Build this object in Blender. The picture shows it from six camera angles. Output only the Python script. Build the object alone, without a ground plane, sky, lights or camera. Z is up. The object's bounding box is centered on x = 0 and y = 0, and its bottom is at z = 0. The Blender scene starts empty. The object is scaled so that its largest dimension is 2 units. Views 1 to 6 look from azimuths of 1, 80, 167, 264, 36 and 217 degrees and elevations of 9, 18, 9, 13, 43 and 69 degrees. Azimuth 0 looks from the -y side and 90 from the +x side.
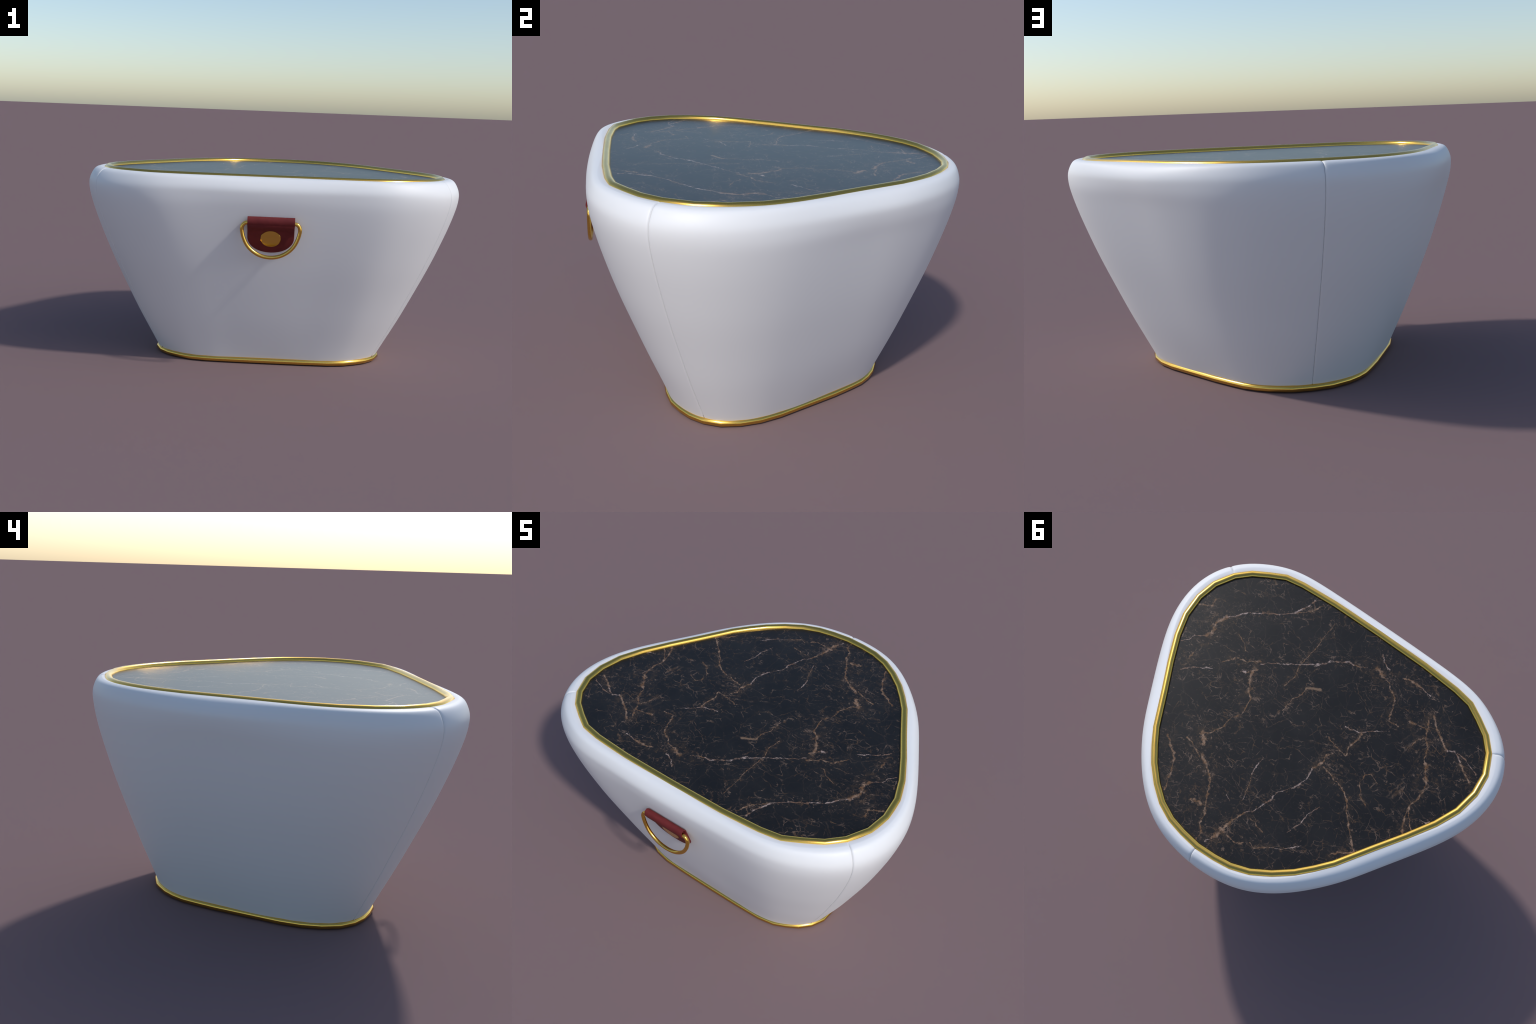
"""A rounded-triangle side table: white upholstered body tapering to the floor,
a dark veined stone top, round gold trims at the rim and the foot, and a red
leather tab with a gold D-ring on the front."""
import bpy, bmesh, math
import numpy as np
from mathutils import Vector

# --------------------------------------------------------------------------
# design data (metres).  Both plans are mirror-symmetric in x, so only the
# right half is given: clockwise from the back point to the middle of the front
# --------------------------------------------------------------------------
RIM_PLAN = [(0, .780), (.103, .771), (.193, .755), (.288, .717), (.378, .656), (.461, .582), (.527, .505),
            (.588, .424), (.69, .245), (.780, .092), (.857, -.052), (.906, -.180), (.9235, -.312), (.909, -.433),
            (.855, -.546), (.786, -.622), (.702, -.677), (.617, -.725), (.51, -.745), (.30, -.760), (0, -.763)]
FOOT_PLAN = [(0, .540), (.092, .5315), (.127, .518), (.188, .492), (.244, .454), (.293, .409), (.339, .348),
             (.402, .257), (.569, -.017), (.611, -.110), (.631, -.200), (.6285, -.285), (.597, -.357), (.548, -.411),
             (.491, -.448), (.425, -.480), (.335, -.497), (.18, -.502), (0, -.503)]
RIM_SEAM, FOOT_SEAM = 14, 12          # control point where the front corner seam runs
TUBE = .0185                          # radius of both gold trims
RIM_Z, FOOT_Z, STONE_Z = 1.0313, .0168, 1.032
BODY_LOW, BODY_HIGH = .02, 1.0395
EASE, FOOT_EASE = .07, .03            # how far the padding rounds off the plan's corners

# bulge of the upholstery outside the straight taper, at these heights (mm)
LEVELS = [0.02, 0.12, 0.25, 0.4, 0.55, 0.68, 0.78, 0.86, 0.91, 0.95, 0.98, 1.01, 1.033, 1.0395]
BULGE = [0.5, 18.7, 44.2, 67.5, 90.4, 104.3, 113.7, 118.3, 118.2, 111.9, 101.9, 80.7, 57.1, 31.3]
CORNER = [1.2, 6.2, 11.8, 16.1, 20.2, 21.8, 21.6, 19.2, 16.7, 14.5, 12, 11.9, 13.1, 15.2]
FRONT = [0, -4.5, -6.5, -6.4, -5, -3.8, -3.3, -2.7, -2.5, -0.1, 2.5, 3.3, 4.5, 6.1]
RIPPLE = [-1.2, 0, 1.2, 2.1, 3, 3.6, 4.2, 4.6, 5.1, 6.4, 5.9, 4.2, 1.3, -1.9]
BACK = [-3, -10.3, -18.2, -24.9, -30.7, -35, -37.6, -39.1, -40.3, -37.4, -32.6, -26.1, -19.2, -12]
BELLY = [1, 6.5, 10.5, 12, 12, 9.5, 5, 1, 0, 0, 1.5, 2, 2, 1]
SIDE_FLAT = [0, 2, 2.5, 2, 0, -1, -2, -2.5, -1, 0, 0, 0, 0, 0]

# the big veins of the stone: colour kind, width in mm, course in plan
VEINS = [
    ('b', 5.0, [(0.88, -0.28), (0.82, -0.32), (0.83, -0.36)]),
    ('l', 5.0, [(0.72, -0.30), (0.68, -0.35), (0.62, -0.42), (0.55, -0.47), (0.48, -0.52), (0.44, -0.56), (0.41, -0.64), (0.40, -0.69)]),
    ('b', 3.0, [(0.44, -0.56), (0.38, -0.62), (0.34, -0.70)]),
    ('b', 9.0, [(0.71, -0.31), (0.73, -0.25), (0.71, -0.19), (0.72, -0.16)]),
    ('l', 3.0, [(0.72, -0.16), (0.77, -0.12), (0.78, -0.08), (0.81, -0.05)]),
    ('l', 2.5, [(0.84, -0.13), (0.82, -0.07)]),
    ('l', 5.0, [(0.70, 0.08), (0.65, 0.03), (0.60, -0.01), (0.57, -0.03)]),
    ('b', 5.0, [(0.55, -0.09), (0.51, -0.16), (0.45, -0.17), (0.40, -0.22)]),
    ('l', 3.5, [(0.39, -0.21), (0.23, -0.33), (0.15, -0.40), (0.09, -0.46)]),
    ('l', 5.0, [(0.16, -0.38), (0.12, -0.42), (0.11, -0.45), (0.03, -0.51), (-0.00, -0.51)]),
    ('b', 3.0, [(-0.00, -0.51), (-0.06, -0.54)]),
    ('b', 8.0, [(0.40, -0.16), (0.38, -0.11), (0.34, -0.06), (0.33, -0.04)]),
    ('b', 4.0, [(0.33, -0.04), (0.30, -0.02), (0.29, 0.04), (0.28, 0.08), (0.31, 0.13), (0.31, 0.19), (0.34, 0.26), (0.38, 0.30)]),
    ('l', 9.0, [(0.44, -0.11), (0.42, -0.12)]),
    ('b', 3.5, [(0.42, -0.12), (0.38, -0.17)]),
    ('b', 2.2, [(0.21, -0.18), (0.20, -0.26), (0.22, -0.32), (0.22, -0.41), (0.22, -0.50), (0.23, -0.64)]),
    ('t', 11.0, [(0.11, -0.25), (0.05, -0.28)]),
    ('b', 3.0, [(0.11, -0.25), (0.11, -0.20), (0.13, -0.15), (0.13, -0.07)]),
    ('b', 2.5, [(0.60, -0.27), (0.54, -0.25), (0.50, -0.22)]),
    ('b', 6.0, [(0.71, 0.01), (0.71, -0.03)]),
    ('b', 10.0, [(-0.11, -0.57), (-0.16, -0.56)]),
    ('b', 4.0, [(-0.16, -0.56), (-0.21, -0.54), (-0.25, -0.51), (-0.28, -0.50), (-0.31, -0.43), (-0.34, -0.37), (-0.39, -0.37)]),
    ('b', 6.0, [(-0.25, -0.62), (-0.31, -0.63), (-0.36, -0.63)]),
    ('l', 4.0, [(-0.36, -0.63), (-0.42, -0.62)]),
    ('l', 4.0, [(-0.08, -0.66), (-0.11, -0.63), (-0.17, -0.61)]),
    ('b', 7.0, [(-0.42, -0.43), (-0.46, -0.44)]),
    ('b', 4.0, [(-0.46, -0.44), (-0.51, -0.45), (-0.52, -0.46)]),
    ('b', 5.0, [(-0.49, -0.51), (-0.52, -0.45), (-0.54, -0.41), (-0.58, -0.37), (-0.60, -0.31), (-0.62, -0.29)]),
    ('b', 8.0, [(-0.62, -0.29), (-0.68, -0.21)]),
    ('b', 5.0, [(-0.68, -0.21), (-0.69, -0.16), (-0.70, -0.12), (-0.69, -0.06), (-0.70, -0.01), (-0.71, 0.02), (-0.74, 0.08)]),
    ('b', 6.0, [(-0.50, -0.54), (-0.54, -0.50), (-0.58, -0.47), (-0.63, -0.44), (-0.67, -0.42)]),
    ('l', 5.0, [(-0.67, -0.42), (-0.70, -0.44), (-0.75, -0.41)]),
    ('b', 6.0, [(-0.75, -0.41), (-0.79, -0.38), (-0.85, -0.35)]),
    ('l', 3.0, [(-0.70, -0.44), (-0.76, -0.44), (-0.81, -0.42), (-0.86, -0.40)]),
    ('l', 3.5, [(-0.18, -0.20), (-0.22, -0.21), (-0.26, -0.22), (-0.29, -0.25), (-0.36, -0.31)]),
    ('b', 5.0, [(-0.27, -0.22), (-0.27, -0.16), (-0.26, -0.12)]),
    ('b', 3.0, [(-0.26, -0.12), (-0.28, -0.07), (-0.20, -0.08), (-0.15, -0.10)]),
    ('b', 4.5, [(-0.26, 0.05), (-0.31, 0.07), (-0.36, 0.08), (-0.39, 0.09)]),
    ('b', 4.0, [(-0.39, 0.09), (-0.43, 0.12), (-0.47, 0.17), (-0.51, 0.21), (-0.57, 0.27), (-0.61, 0.31)]),
    ('b', 2.2, [(-0.51, -0.30), (-0.51, -0.36), (-0.53, -0.40)]),
    ('b', 3.5, [(-0.69, -0.05), (-0.72, -0.01), (-0.77, 0.04)]),
    ('l', 3.5, [(-0.77, -0.03), (-0.80, -0.03), (-0.81, -0.05)]),
    ('b', 2.0, [(-0.49, -0.05), (-0.44, -0.07), (-0.42, -0.05), (-0.42, -0.00), (-0.46, 0.05), (-0.52, 0.08)]),
    ('b', 5.0, [(-0.61, 0.31), (-0.57, 0.35), (-0.53, 0.39)]),
    ('b', 6.0, [(0.50, 0.40), (0.46, 0.44), (0.42, 0.46), (0.38, 0.51), (0.36, 0.55), (0.34, 0.60), (0.32, 0.64)]),
    ('b', 9.0, [(0.37, 0.28), (0.33, 0.33)]),
    ('b', 4.0, [(0.42, 0.36), (0.38, 0.36), (0.30, 0.40)]),
    ('b', 9.0, [(0.30, 0.39), (0.24, 0.41)]),
    ('b', 6.0, [(0.24, 0.41), (0.19, 0.45), (0.15, 0.50), (0.12, 0.55)]),
    ('b', 4.5, [(0.12, 0.55), (0.10, 0.59), (0.08, 0.62), (0.07, 0.66), (0.03, 0.70), (0.03, 0.73)]),
    ('b', 9.0, [(0.18, 0.60), (0.15, 0.58), (0.13, 0.59)]),
    ('l', 6.0, [(-0.01, 0.72), (-0.03, 0.69)]),
    ('b', 9.0, [(-0.03, 0.69), (-0.04, 0.62)]),
    ('b', 6.0, [(-0.04, 0.62), (-0.05, 0.56), (-0.07, 0.48)]),
    ('l', 3.5, [(-0.07, 0.48), (-0.10, 0.45), (-0.11, 0.41), (-0.13, 0.36), (-0.13, 0.30), (-0.18, 0.23), (-0.20, 0.16), (-0.19, 0.09)]),
    ('b', 5.0, [(-0.19, 0.09), (-0.21, 0.04), (-0.20, -0.01), (-0.22, -0.04)]),
    ('b', 4.5, [(-0.23, 0.05), (-0.29, 0.06)]),
    ('l', 4.0, [(0.04, 0.21), (0.04, 0.25), (0.03, 0.30)]),
    ('b', 2.0, [(0.03, 0.30), (-0.01, 0.40)]),
    ('l', 4.0, [(-0.01, 0.40), (-0.02, 0.44)]),
    ('l', 4.0, [(0.06, 0.47), (0.03, 0.48)]),
    ('b', 4.5, [(-0.08, 0.63), (-0.13, 0.63), (-0.16, 0.61)]),
    ('b', 3.5, [(-0.19, 0.59), (-0.22, 0.60), (-0.28, 0.55)]),
    ('l', 3.0, [(-0.28, 0.55), (-0.33, 0.52), (-0.39, 0.44)]),
    ('l', 2.5, [(-0.30, 0.43), (-0.32, 0.36), (-0.32, 0.30), (-0.34, 0.23)]),
    ('b', 2.0, [(-0.11, 0.49), (-0.14, 0.49), (-0.20, 0.51)]),
]


# --------------------------------------------------------------------------
# small geometry helpers
# --------------------------------------------------------------------------
def mirrored(half):
    h = np.array(half, float)
    return np.concatenate([h, h[-2:0:-1] * [-1, 1]])


def outward(loop):
    """Unit outward normals of a clockwise closed loop."""
    t = np.roll(loop, -1, 0) - np.roll(loop, 1, 0)
    t /= np.linalg.norm(t, axis=1)[:, None]
    return np.stack([-t[:, 1], t[:, 0]], -1)


def smooth_loop(points, per_span=40):
    """Closed spline through the points; also the index at which each point sits."""
    n, out = len(points), []
    t = np.linspace(0, 1, per_span, endpoint=False)[:, None]
    for i in range(n):
        p0, p1, p2, p3 = points[i - 1], points[i], points[(i + 1) % n], points[(i + 2) % n]
        d0, d1, d2 = (np.linalg.norm(b - a) for a, b in ((p0, p1), (p1, p2), (p2, p3)))
        m1 = ((p1 - p0) / d0 * d1 + (p2 - p1) / d1 * d0) / (d0 + d1) * d1
        m2 = ((p2 - p1) / d1 * d2 + (p3 - p2) / d2 * d1) / (d1 + d2) * d1
        out.append((2*t**3 - 3*t**2 + 1) * p1 + (t**3 - 2*t**2 + t) * m1 + (3*t**2 - 2*t**3) * p2 + (t**3 - t**2) * m2)
    return np.concatenate(out), [i * per_span for i in range(n)]


def eased(loop, reach):
    """The loop rounded off by a running Gaussian mean along its length."""
    s = np.concatenate([[0], np.cumsum(np.linalg.norm(np.roll(loop, -1, 0) - loop, axis=1))])
    n = 1600
    even = np.arange(n) * s[-1] / n
    y = np.stack([np.interp(even, s, np.append(loop[:, k], loop[0, k])) for k in (0, 1)], -1)
    blur = np.exp(-2 * (np.pi * np.fft.fftfreq(n, s[-1] / n) * reach) ** 2)
    y = np.fft.ifft(np.fft.fft(y, axis=0) * blur[:, None], axis=0).real
    return np.stack([np.interp(s[:-1], np.append(even, s[-1]), np.append(y[:, k], y[0, k])) for k in (0, 1)], -1)


def panel_curves(half, seam, u, ease=0.0):
    """The plan cut at the three corner seams, each piece sampled at fractions u of its length."""
    pts = mirrored(half)
    dense, idx = smooth_loop(pts)
    if ease:
        dense = eased(dense, ease)
    right, left, end = idx[seam], idx[len(pts) - seam], len(dense)
    dense = np.concatenate([dense, dense[:1]])
    pieces = []
    for a, b in ((0, right), (right, left), (left, end)):
        seg = dense[a:b + 1]
        length = np.concatenate([[0], np.cumsum(np.linalg.norm(np.diff(seg, axis=0), axis=1))])
        length /= length[-1]
        pieces.append(np.stack([np.interp(u, length, seg[:, k]) for k in (0, 1)], -1))
    return pieces


def through(values, per_span=8):
    """Catmull-Rom through a list of numbers."""
    v = np.array(values, float)
    k = len(v)
    t = np.linspace(0, k - 1, (k - 1) * per_span + 1)
    i = np.minimum(t.astype(int), k - 2)
    f = t - i
    g = lambda j: v[np.clip(j, 0, k - 1)]
    a, b, c, d = g(i - 1), g(i), g(i + 1), g(i + 2)
    a = np.where(i == 0, 2 * b - c, a)
    d = np.where(i + 2 > k - 1, 2 * c - b, d)
    return .5 * (2*b + (c - a)*f + (2*a - 5*b + 4*c - d)*f**2 + (3*b - 3*c + d - a)*f**3)


def add_mesh(name, verts, faces, material, parent, smooth=True):
    me = bpy.data.meshes.new(name)
    me.from_pydata([tuple(map(float, v)) for v in verts], [], faces)
    bm = bmesh.new()
    bm.from_mesh(me)
    bmesh.ops.recalc_face_normals(bm, faces=bm.faces)
    bm.to_mesh(me)
    bm.free()
    me.materials.append(material)
    if smooth:
        me.polygons.foreach_set('use_smooth', [True] * len(me.polygons))
    ob = bpy.data.objects.new(name, me)
    bpy.context.scene.collection.objects.link(ob)
    ob.parent = parent
    return ob


def sharp_by_angle(ob, degrees):
    bm = bmesh.new()
    bm.from_mesh(ob.data)
    for e in bm.edges:
        if len(e.link_faces) == 2 and e.calc_face_angle() > math.radians(degrees):
            e.smooth = False
    bm.to_mesh(ob.data)
    bm.free()


def grid_faces(rows, cols, wrap_rows=False, wrap_cols=False):
    faces = []
    for r in range(rows if wrap_rows else rows - 1):
        for c in range(cols if wrap_cols else cols - 1):
            r2, c2 = (r + 1) % rows, (c + 1) % cols
            faces.append((r * cols + c, r * cols + c2, r2 * cols + c2, r2 * cols + c))
    return faces


def round_bar(path, radius, sides, closed=True, squash=1.0):
    """Sweep a circle, squashed in height if asked, along a 3D path, mitred at the corners."""
    p = np.array(path, float)
    n = len(p)
    verts = []
    for i in range(n):
        a = p[i] - p[i - 1] if closed or i else p[1] - p[0]
        b = p[(i + 1) % n] - p[i] if closed or i < n - 1 else p[-1] - p[-2]
        t = a / np.linalg.norm(a) + b / np.linalg.norm(b)
        half = np.linalg.norm(t) / 2
        t /= np.linalg.norm(t)
        up_way = PLANE_NORMAL[0]
        side = np.cross(t, up_way)
        side /= np.linalg.norm(side)
        for k in range(sides):
            w = 2 * math.pi * k / sides
            verts.append(p[i] + radius * (math.cos(w) * side / max(half, .6) + squash * math.sin(w) * up_way))
    return verts, grid_faces(n, sides, closed, True)


PLANE_NORMAL = [np.array((0, 0, 1.0))]


# --------------------------------------------------------------------------
# materials
# --------------------------------------------------------------------------
class Nodes:
    """Tiny wrapper to write node trees as expressions."""
    def __init__(self, tree):
        self.t = tree

    def new(self, kind, **props):
        n = self.t.nodes.new(kind)
        for k, v in props.items():
            setattr(n, k, v)
        return n

    def put(self, socket, value):
        if isinstance(value, bpy.types.NodeSocket):
            self.t.links.new(value, socket)
        else:
            socket.default_value = value

    def math(self, op, a, b=0.0, c=0.0, clamp=False):
        n = self.new('ShaderNodeMath', operation=op, use_clamp=clamp)
        for s, v in zip(n.inputs, (a, b, c)):
            self.put(s, v)
        return n.outputs[0]

    def vec(self, op, a, b=(0, 0, 0), out=0, scale=None):
        n = self.new('ShaderNodeVectorMath', operation=op)
        self.put(n.inputs[0], a)
        self.put(n.inputs[1], b)
        if scale is not None:
            self.put(n.inputs['Scale'], scale)
        return n.outputs[out]

    def noise(self, vector, scale, detail=2.0, rough=.5, out='Fac'):
        n = self.new('ShaderNodeTexNoise')
        self.put(n.inputs['Vector'], vector)
        n.inputs['Scale'].default_value = scale
        n.inputs['Detail'].default_value = detail
        n.inputs['Roughness'].default_value = rough
        return n.outputs[out]

    def remap(self, value, lo, hi, to_lo=0.0, to_hi=1.0, smooth=True):
        n = self.new('ShaderNodeMapRange', clamp=True)
        n.interpolation_type = 'SMOOTHSTEP' if smooth else 'LINEAR'
        for s, v in zip(n.inputs, (value, lo, hi, to_lo, to_hi)):
            self.put(s, v)
        return n.outputs[0]

    def mix(self, fac, a, b):
        n = self.new('ShaderNodeMix', data_type='RGBA')
        self.put(n.inputs['Factor'], fac)
        self.put(n.inputs[6], a)
        self.put(n.inputs[7], b)
        return n.outputs[2]


def principled(name, color, rough, metallic=0.0, **more):
    m = bpy.data.materials.new(name)
    m.use_nodes = True
    b = m.node_tree.nodes['Principled BSDF']
    b.inputs['Base Color'].default_value = (*color, 1)
    b.inputs['Roughness'].default_value = rough
    b.inputs['Metallic'].default_value = metallic
    for k, v in more.items():
        b.inputs[k].default_value = v
    return m, Nodes(m.node_tree), b


def upholstery_material():
    m, n, b = principled('white_upholstery', (.80, .80, .80), .5)
    obj = n.new('ShaderNodeTexCoord').outputs['Object']
    grain = n.noise(obj, 260, 3)
    bump = n.new('ShaderNodeBump')
    bump.inputs['Strength'].default_value = .02
    bump.inputs['Distance'].default_value = .002
    n.put(bump.inputs['Height'], grain)
    n.put(b.inputs['Normal'], bump.outputs[0])
    return m


def gold_material():
    m, n, b = principled('polished_gold', (.82, .51, .105), .22, 1.0)
    obj = n.new('ShaderNodeTexCoord').outputs['Object']
    n.put(b.inputs['Roughness'], n.remap(n.noise(obj, 9, 2), .3, .7, .19, .23))
    return m


def leather_material():
    m, n, b = principled('red_leather', (.14, .019, .020), .6, **{'Specular IOR Level': .2})
    obj = n.new('ShaderNodeTexCoord').outputs['Object']
    tone = n.noise(obj, 40, 3)
    n.put(b.inputs['Base Color'], n.mix(n.remap(tone, .3, .7), (.132, .018, .019, 1), (.154, .022, .022, 1)))
    grain = n.noise(obj, 420, 3)
    bump = n.new('ShaderNodeBump')
    bump.inputs['Strength'].default_value = .08
    bump.inputs['Distance'].default_value = .001
    n.put(bump.inputs['Height'], grain)
    n.put(b.inputs['Normal'], bump.outputs[0])
    return m


def vein_group():
    """Distance from a point to one straight stretch of vein, in units of its half width."""
    g = bpy.data.node_groups.new('vein_stretch', 'ShaderNodeTree')
    face = g.interface
    for nm, kind in (('Point', 'NodeSocketVector'), ('Start', 'NodeSocketVector'), ('Run', 'NodeSocketVector'),
                     ('Inverse Length Squared', 'NodeSocketFloat'), ('Inverse Half Width', 'NodeSocketFloat'),
                     ('Nearest', 'NodeSocketFloat')):
        face.new_socket(nm, in_out='INPUT', socket_type=kind)
    face.new_socket('Nearest', in_out='OUTPUT', socket_type='NodeSocketFloat')
    face.new_socket('Point', in_out='OUTPUT', socket_type='NodeSocketVector')
    n = Nodes(g)
    i = n.new('NodeGroupInput').outputs
    o = n.new('NodeGroupOutput')
    rel = n.vec('SUBTRACT', i['Point'], i['Start'])
    along = n.math('MULTIPLY', n.vec('DOT_PRODUCT', rel, i['Run'], out=1), i['Inverse Length Squared'], clamp=True)
    off = n.vec('DISTANCE', rel, n.vec('SCALE', i['Run'], scale=along), out=1)
    near = n.math('MINIMUM', i['Nearest'], n.math('MULTIPLY', off, i['Inverse Half Width']))
    n.put(o.inputs['Nearest'], near)
    # handing the point on makes the stretches evaluate one after another, which keeps the shader's stack small
    n.put(o.inputs['Point'], n.vec('ADD', i['Point'], n.vec('SCALE', (1e-9, 1e-9, 0), scale=near)))
    return g


def stone_material():
    m, n, b = principled('dark_veined_stone', (.01, .01, .01), .29, **{'Specular IOR Level': .24})
    obj = n.new('ShaderNodeTexCoord').outputs['Object']
    flat = n.vec('MULTIPLY', obj, (1, 1, 0))

    def wobble(p, scale, amount, detail):
        w = n.vec('SUBTRACT', n.noise(p, scale, detail, .6, 'Color'), (.5, .5, .5))
        return n.vec('ADD', p, n.vec('MULTIPLY', w, (amount, amount, 0)))

    fine_path = wobble(wobble(flat, 60, .006, 3), 11, .07, 3)
    # hand-laid big veins, roughened by noise
    path = wobble(wobble(wobble(flat, 150, .006, 3), 50, .015, 3), 14, .026, 3)
    group = vein_group()
    nearest = {'b': 99.0, 'l': 99.0, 't': 99.0}
    for kind, width, pts in VEINS:
        for (ax, ay), (bx, by) in zip(pts[:-1], pts[1:]):
            g = n.new('ShaderNodeGroup', node_tree=group)
            g.inputs['Start'].default_value = (ax, ay, 0)
            g.inputs['Run'].default_value = (bx - ax, by - ay, 0)
            g.inputs['Inverse Length Squared'].default_value = 1 / max((bx - ax)**2 + (by - ay)**2, 1e-8)
            g.inputs['Inverse Half Width'].default_value = 1000 / (width * ((1.6 if width > 7 else 1.25) if kind == 'b' else .8 if kind == 't' else 1))
            n.put(g.inputs['Point'], path)
            n.put(g.inputs['Nearest'], nearest[kind])
            nearest[kind], path = g.outputs[0], g.outputs[1]
    ragged = n.remap(n.noise(flat, 34, 6, .75), .34, .70, -.35, 1.9, False)
    broken = n.noise(flat, 60, 5, .7)
    speck = n.noise(n.vec('ADD', flat, (1, 9, 0)), 160, 3, .6)

    def vein(kind, soft):
        d = n.math('DIVIDE', nearest[kind], n.math('MAXIMUM', ragged, .22))
        return n.remap(d, soft, .35, 0, 1)
    brown = n.math('MULTIPLY', vein('b', 1.35), n.remap(broken, .38, .54, .2, 1))
    light = n.math('MULTIPLY', vein('l', 1.25), n.remap(broken, .36, .54, .15, 1))
    tan = n.math('MULTIPLY', n.remap(n.math('ADD', nearest['t'], n.noise(flat, 40, 3)), 1.7, .7), n.remap(broken, .3, .5, .5, 1))
    close = n.math('MINIMUM', nearest['b'], nearest['l'])
    halo = n.remap(close, 14, 2, 0, 1)

    # hairline cracks between them: an angular net plus longer wandering threads
    def hairlines(scale, thick, seed):
        v = n.new('ShaderNodeTexVoronoi', feature='DISTANCE_TO_EDGE')
        n.put(v.inputs['Vector'], n.vec('ADD', fine_path, (seed, seed * .7, 0)))
        v.inputs['Scale'].default_value = scale
        return n.remap(v.outputs['Distance'], thick, thick * .15, 0, 1)

    def threads(scale, thin, seed, turn):
        mp = n.new('ShaderNodeMapping')
        n.put(mp.inputs['Vector'], flat)
        mp.inputs['Location'].default_value = (seed, seed * 1.3, 0)
        mp.inputs['Rotation'].default_value = (0, 0, turn)
        mp.inputs['Scale'].default_value = (1, 2.1, 1)
        f = n.noise(mp.outputs[0], scale, 5, .5)
        return n.remap(n.math('ABSOLUTE', n.math('SUBTRACT', f, .5)), thin, thin * .15, 0, 1)
    patch_a = n.remap(n.noise(n.vec('ADD', flat, (3, 1, 0)), 7, 6, .75), .50, .62)
    patch_b = n.remap(n.noise(n.vec('ADD', flat, (7, 5, 0)), 9, 6, .75), .50, .62)
    net_a = n.math('MULTIPLY', hairlines(7, .014, 0.0), n.math('MAXIMUM', patch_a, .20))
    net_b = n.math('MULTIPLY', hairlines(16, .030, 4.0), n.math('MAXIMUM', patch_b, .05))
    chips = n.remap(n.noise(n.vec('ADD', fine_path, (11, 6, 0)), 62, 5, .68), .575, .635)
    net_c = n.math('MULTIPLY', chips, halo)
    run_a = n.math('MULTIPLY', threads(3.2, .006, 2.0, -.9), n.remap(n.noise(flat, 10, 4, .6), .44, .58, .05, 1))
    run_b = n.math('MULTIPLY', threads(5.5, .008, 8.0, -.5), patch_a)
    hair = n.math('MAXIMUM', n.math('MAXIMUM', net_a, net_b), n.math('MAXIMUM', net_c, n.math('MAXIMUM', run_a, run_b)))
    hair = n.math('MULTIPLY', hair, n.remap(speck, .35, .60, .55, 1))

    cloud = n.noise(flat, 5, 5, .6)
    ground = n.mix(n.remap(cloud, .35, .7), (.0108, .0109, .0114, 1), (.0160, .0155, .0155, 1))
    hue = n.remap(n.noise(flat, 22, 4), .40, .60)
    hair_colour = n.mix(hue, (.095, .056, .031, 1), (.165, .112, .082, 1))
    brown_colour = n.mix(n.remap(n.noise(n.vec('ADD', flat, (5, 2, 0)), 35, 3), .40, .66), (.165, .086, .040, 1), (.31, .20, .135, 1))
    light_colour = n.mix(hue, (.22, .125, .08, 1), (.40, .30, .26, 1))
    haze = n.math('MULTIPLY', n.remap(nearest['b'], 8, 1), n.remap(n.noise(n.vec('ADD', flat, (2, 8, 0)), 24, 6, .75), .46, .64))
    c = n.mix(n.math('MULTIPLY', haze, .55), ground, (.065, .042, .026, 1))
    c = n.mix(hair, c, hair_colour)
    c = n.mix(n.math('MULTIPLY', brown, .9), c, brown_colour)
    c = n.mix(n.math('MULTIPLY', light, .9), c, light_colour)
    c = n.mix(n.math('MULTIPLY', tan, .9), c, (.21, .135, .085, 1))
    n.put(b.inputs['Base Color'], c)
    return m


# --------------------------------------------------------------------------
# build
# --------------------------------------------------------------------------
table = bpy.data.objects.new('side_table', None)
bpy.context.scene.collection.objects.link(table)
table['label'] = 'white upholstered rounded triangular side table, dark stone top, gold trim'
table['category'] = 'side table'

WHITE, GOLD, LEATHER, STONE = upholstery_material(), gold_material(), leather_material(), stone_material()

# fractions along a panel, crowded at the seams so that the stitched fold has room
core = np.linspace(.05, .95, 73)
edge = .05 * np.linspace(0, 1, 25)[:-1] ** 2.2
U = np.concatenate([edge, core, 1 - edge[::-1]])

rim_outer = panel_curves(RIM_PLAN, RIM_SEAM, U, EASE)
foot_outer = panel_curves(FOOT_PLAN, FOOT_SEAM, U, FOOT_EASE)
rim_line = panel_curves(RIM_PLAN, RIM_SEAM, U)
foot_line = panel_curves(FOOT_PLAN, FOOT_SEAM, U)


def whole_outward(pieces):
    loop = np.concatenate([p[:-1] for p in pieces])
    nrm = outward(loop)
    cuts, out, at = [len(p) - 1 for p in pieces], [], 0
    for c in cuts:
        out.append(np.concatenate([nrm[at:at + c], nrm[[(at + c) % len(nrm)]]]))
        at += c
    return out


rim_n, foot_n = whole_outward(rim_outer), whole_outward(foot_outer)
z = through(LEVELS)
bulge, corner, front, ripple, back, belly, side_flat = (through(x) / 1000 for x in (BULGE, CORNER, FRONT, RIPPLE, BACK, BELLY, SIDE_FLAT))
climb = (z - BODY_LOW) / (BODY_HIGH - BODY_LOW)



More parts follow.
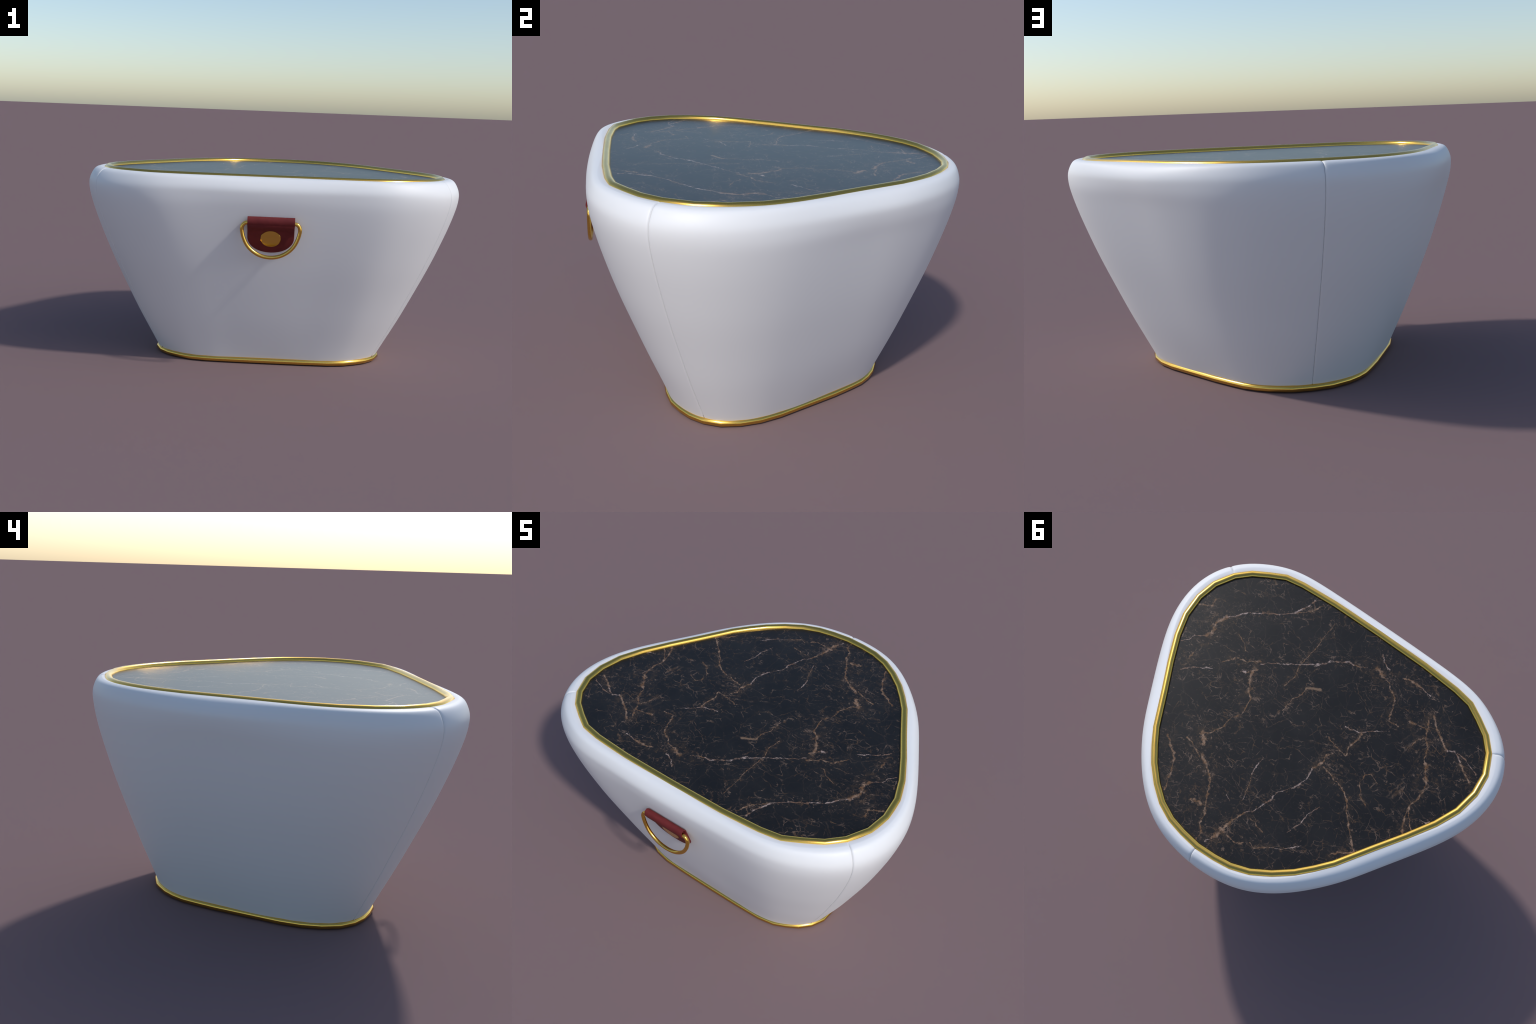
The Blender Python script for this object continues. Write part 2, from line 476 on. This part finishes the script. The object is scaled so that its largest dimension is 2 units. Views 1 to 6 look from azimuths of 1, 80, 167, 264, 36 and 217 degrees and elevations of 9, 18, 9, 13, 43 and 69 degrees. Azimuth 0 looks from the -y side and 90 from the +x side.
def build_panel(i):
    """One of the three covers: 0 right, 1 front, 2 left."""
    top, low = rim_outer[i] - .015 * rim_n[i], foot_outer[i] - .014 * foot_n[i]
    out = bulge[:, None] + (belly + (0 if i == 1 else side_flat))[:, None] * (1 - np.cos(2 * np.pi * U)) / 2 + corner[:, None] * np.cos(2 * np.pi * U) + ripple[:, None] * np.cos(4 * np.pi * U)
    if i == 1:
        out = out + front[:, None] * np.sin(2 * np.pi * U) ** 2
    else:
        from_back = U if i == 0 else 1 - U
        out = out + back[:, None] * np.exp(-(from_back / .22) ** 2)
    xy = low[None] + climb[:, None, None] * (top - low)[None] + out[..., None] * rim_n[i][None]
    p = np.concatenate([xy, np.broadcast_to(z[:, None, None], xy.shape[:2] + (1,))], -1)
    for _ in range(22):                       # let the padding even itself out from foot to rim
        p[1:-1] = (p[:-2] + 2 * p[1:-1] + p[2:]) / 4
    # fold the cover in at its two seam edges, deeper and softer near the rim
    t_u, t_z = np.gradient(p, axis=1), np.gradient(p, axis=0)
    nrm = np.cross(t_z, t_u)
    nrm /= np.linalg.norm(nrm, axis=2)[..., None]
    if (nrm[20, 40, :2] * rim_n[i][40]).sum() < 0:
        nrm = -nrm
    step = np.linalg.norm(np.diff(p, axis=1), axis=2)
    run = np.concatenate([np.zeros((len(z), 1)), np.cumsum(step, axis=1)], 1)
    gap = np.minimum(run, run[:, -1:] - run)
    soft = np.clip((p[:, 0, 2] - .86) / .15, 0, 1) ** 1.5
    dent = .0058 * np.exp(-gap / .0019) + (.0035 * soft)[:, None] * np.exp(-gap / .008)
    p = p - dent[..., None] * nrm
    # the cover rolls over under the rim trim and runs on down into the foot trim
    under = np.concatenate([rim_line[i] - .003 * rim_n[i], np.full((len(U), 1), 1.0365)], 1)
    slope = (p[-1] - p[-2]) * 3
    roll = []
    for t in np.linspace(0, 1, 7)[1:]:
        roll.append((2*t**3 - 3*t**2 + 1) * p[-1] + (t**3 - 2*t**2 + t) * slope + (3*t**2 - 2*t**3) * under
                    + (t**3 - t**2) * np.array((0, 0, -.006)))
    tuck_low = np.concatenate([foot_line[i] - .016 * foot_n[i], np.full((len(U), 1), .008)], 1)
    tuck_top = under - np.concatenate([rim_n[i] * .006, np.full((len(U), 1), .012)], 1)
    p = np.concatenate([tuck_low[None], p, np.array(roll), tuck_top[None]])
    return add_mesh('upholstery_panel', p.reshape(-1, 3), grid_faces(len(p), len(U)), WHITE, table)


for i in range(3):
    build_panel(i)

# gold trims: round bars bent along the plan, with the plan's own faceting
rim_pts, foot_pts = mirrored(RIM_PLAN), mirrored(FOOT_PLAN)
rim_mid = rim_pts - .016 * outward(rim_pts)
foot_mid = foot_pts - (TUBE - .0015) * outward(foot_pts)
v, f = round_bar([(x, y, RIM_Z) for x, y in rim_mid], TUBE, 24)
add_mesh('rim_trim', v, f, GOLD, table)
v, f = round_bar([(x, y, FOOT_Z) for x, y in foot_mid], TUBE, 24, squash=.908)
add_mesh('foot_trim', v, f, GOLD, table)


def slab(name, plan, z_low, z_high, material):
    n = len(plan)
    verts = [(x, y, z_low) for x, y in plan] + [(x, y, z_high) for x, y in plan]
    faces = [tuple(range(n)), tuple(range(n, 2 * n))] + [(k, (k + 1) % n, n + (k + 1) % n, n + k) for k in range(n)]
    return add_mesh(name, verts, faces, material, table, smooth=False)


slab('stone_top', rim_mid, STONE_Z - .03, STONE_Z, STONE)
slab('base_plate', foot_pts - .026 * outward(foot_pts), 0, .016, principled('dark_base', (.03, .028, .026), .7)[0])

# --------------------------------------------------------------------------
# leather tab, D-ring and stud on the front
# --------------------------------------------------------------------------
TAB_HALF, RING_Y, RING_Z = .118, -.8215, .818

# strap: the doubled flap against the wall, and the loop (oval tube) around the ring's bar above it
flap_top_z, flap_round_z, flap_low_z = .812, .742, .659
front_at = lambda h: float(np.interp(h, [.655, .700, .745, .772, .782, .795, .812], [-.7535, -.7690, -.7850, -.7990, -.8120, -.8265, -.8320]))
rear_at = lambda h: float(np.interp(h, [.655, .733, .780, .823], [-.732, -.758, -.773, -.787]))
heights = np.concatenate([np.linspace(flap_top_z, flap_round_z, 12)[:-1],
                          flap_round_z - (flap_round_z - flap_low_z) * np.sin(np.linspace(0, math.pi / 2, 24))])
verts = []
for h in heights:
    s = max(0.0, (flap_round_z - h) / (flap_round_z - flap_low_z))
    half = TAB_HALF * (1 - s ** 2.15) ** (1 / 2.15) if s < 1 else 0.004
    half = max(half - .0005, .004)
    y0, y1 = front_at(h), rear_at(h)
    r = min(.003, half / 3)
    for x, y in ((-half, y1), (-half, y0 + r), (-half + r * .3, y0 + r * .3), (-half + r, y0),
                 (half - r, y0), (half - r * .3, y0 + r * .3), (half, y0 + r), (half, y1)):
        verts.append((x, y, h))
faces = grid_faces(len(heights), 8, False, True)
faces += [tuple(range(8)), tuple(range(8 * len(heights) - 8, 8 * len(heights)))]
handle = add_mesh('leather_tab', verts, faces, LEATHER, table)
sharp_by_angle(handle, 40)


loop_mid, loop_half, skin = np.array((-.8165, .8215)), np.array((.0195, .0260)), .0055
tilt = math.radians(14)
verts, faces = [], []
S = 40
for x, hole in ((-TAB_HALF, 0), (TAB_HALF, 0), (TAB_HALF, 1), (-TAB_HALF, 1)):
    for k in range(S):
        w = 2 * math.pi * k / S
        a, c = (loop_half - (skin if hole else 0)) * (math.cos(w), math.sin(w))
        verts.append((x, loop_mid[0] + a * math.cos(tilt) - c * math.sin(tilt), loop_mid[1] + a * math.sin(tilt) + c * math.cos(tilt)))
faces += grid_faces(4, S, True, True)
strap = add_mesh('tab_loop', verts, faces, LEATHER, handle)
sharp_by_angle(strap, 45)

# D-ring: straight bar through the loop, bow hanging below
bow = [(.118, .8165), (.131, .8125), (.140, .803), (.1445, .787), (.142, .765), (.133, .735), (.112, .697), (.083, .670),
       (.050, .6525), (.022, .6455), (0, .644)]
half_ring = [(x, h) for x, h in [(0, .818), (.06, .818), (.104, .818)] + bow]
ring_pts = np.array(half_ring + [(-x, h) for x, h in half_ring[-2:0:-1]])
ring, _ = smooth_loop(ring_pts, 6)
PLANE_NORMAL[0] = np.array((0, 1.0, 0))
v, f = round_bar([(x, RING_Y, h) for x, h in ring], .0098, 16)
add_mesh('ring', v, f, GOLD, handle)

# stud: a flat disc with a small chamfer, lying on the flap
lean = math.atan2(front_at(.745) - front_at(.700), .045)
face_n = np.array((0, -math.cos(abs(lean)), -math.sin(abs(lean))))
up = np.array((0, -math.sin(abs(lean)), math.cos(abs(lean))))
centre = np.array((0, front_at(.735), .735))
verts = []
for r, d in ((.0515, -.004), (.0515, .0055), (.0500, .0075), (.0475, .0080)):
    for k in range(40):
        w = 2 * math.pi * k / 40
        verts.append(centre + d * face_n + r * (math.cos(w) * np.array((1, 0, 0)) + math.sin(w) * up * .88))
faces = grid_faces(4, 40, False, True) + [tuple(range(40)), tuple(range(120, 160))]
stud = add_mesh('stud', verts, faces, GOLD, handle)
sharp_by_angle(stud, 6)
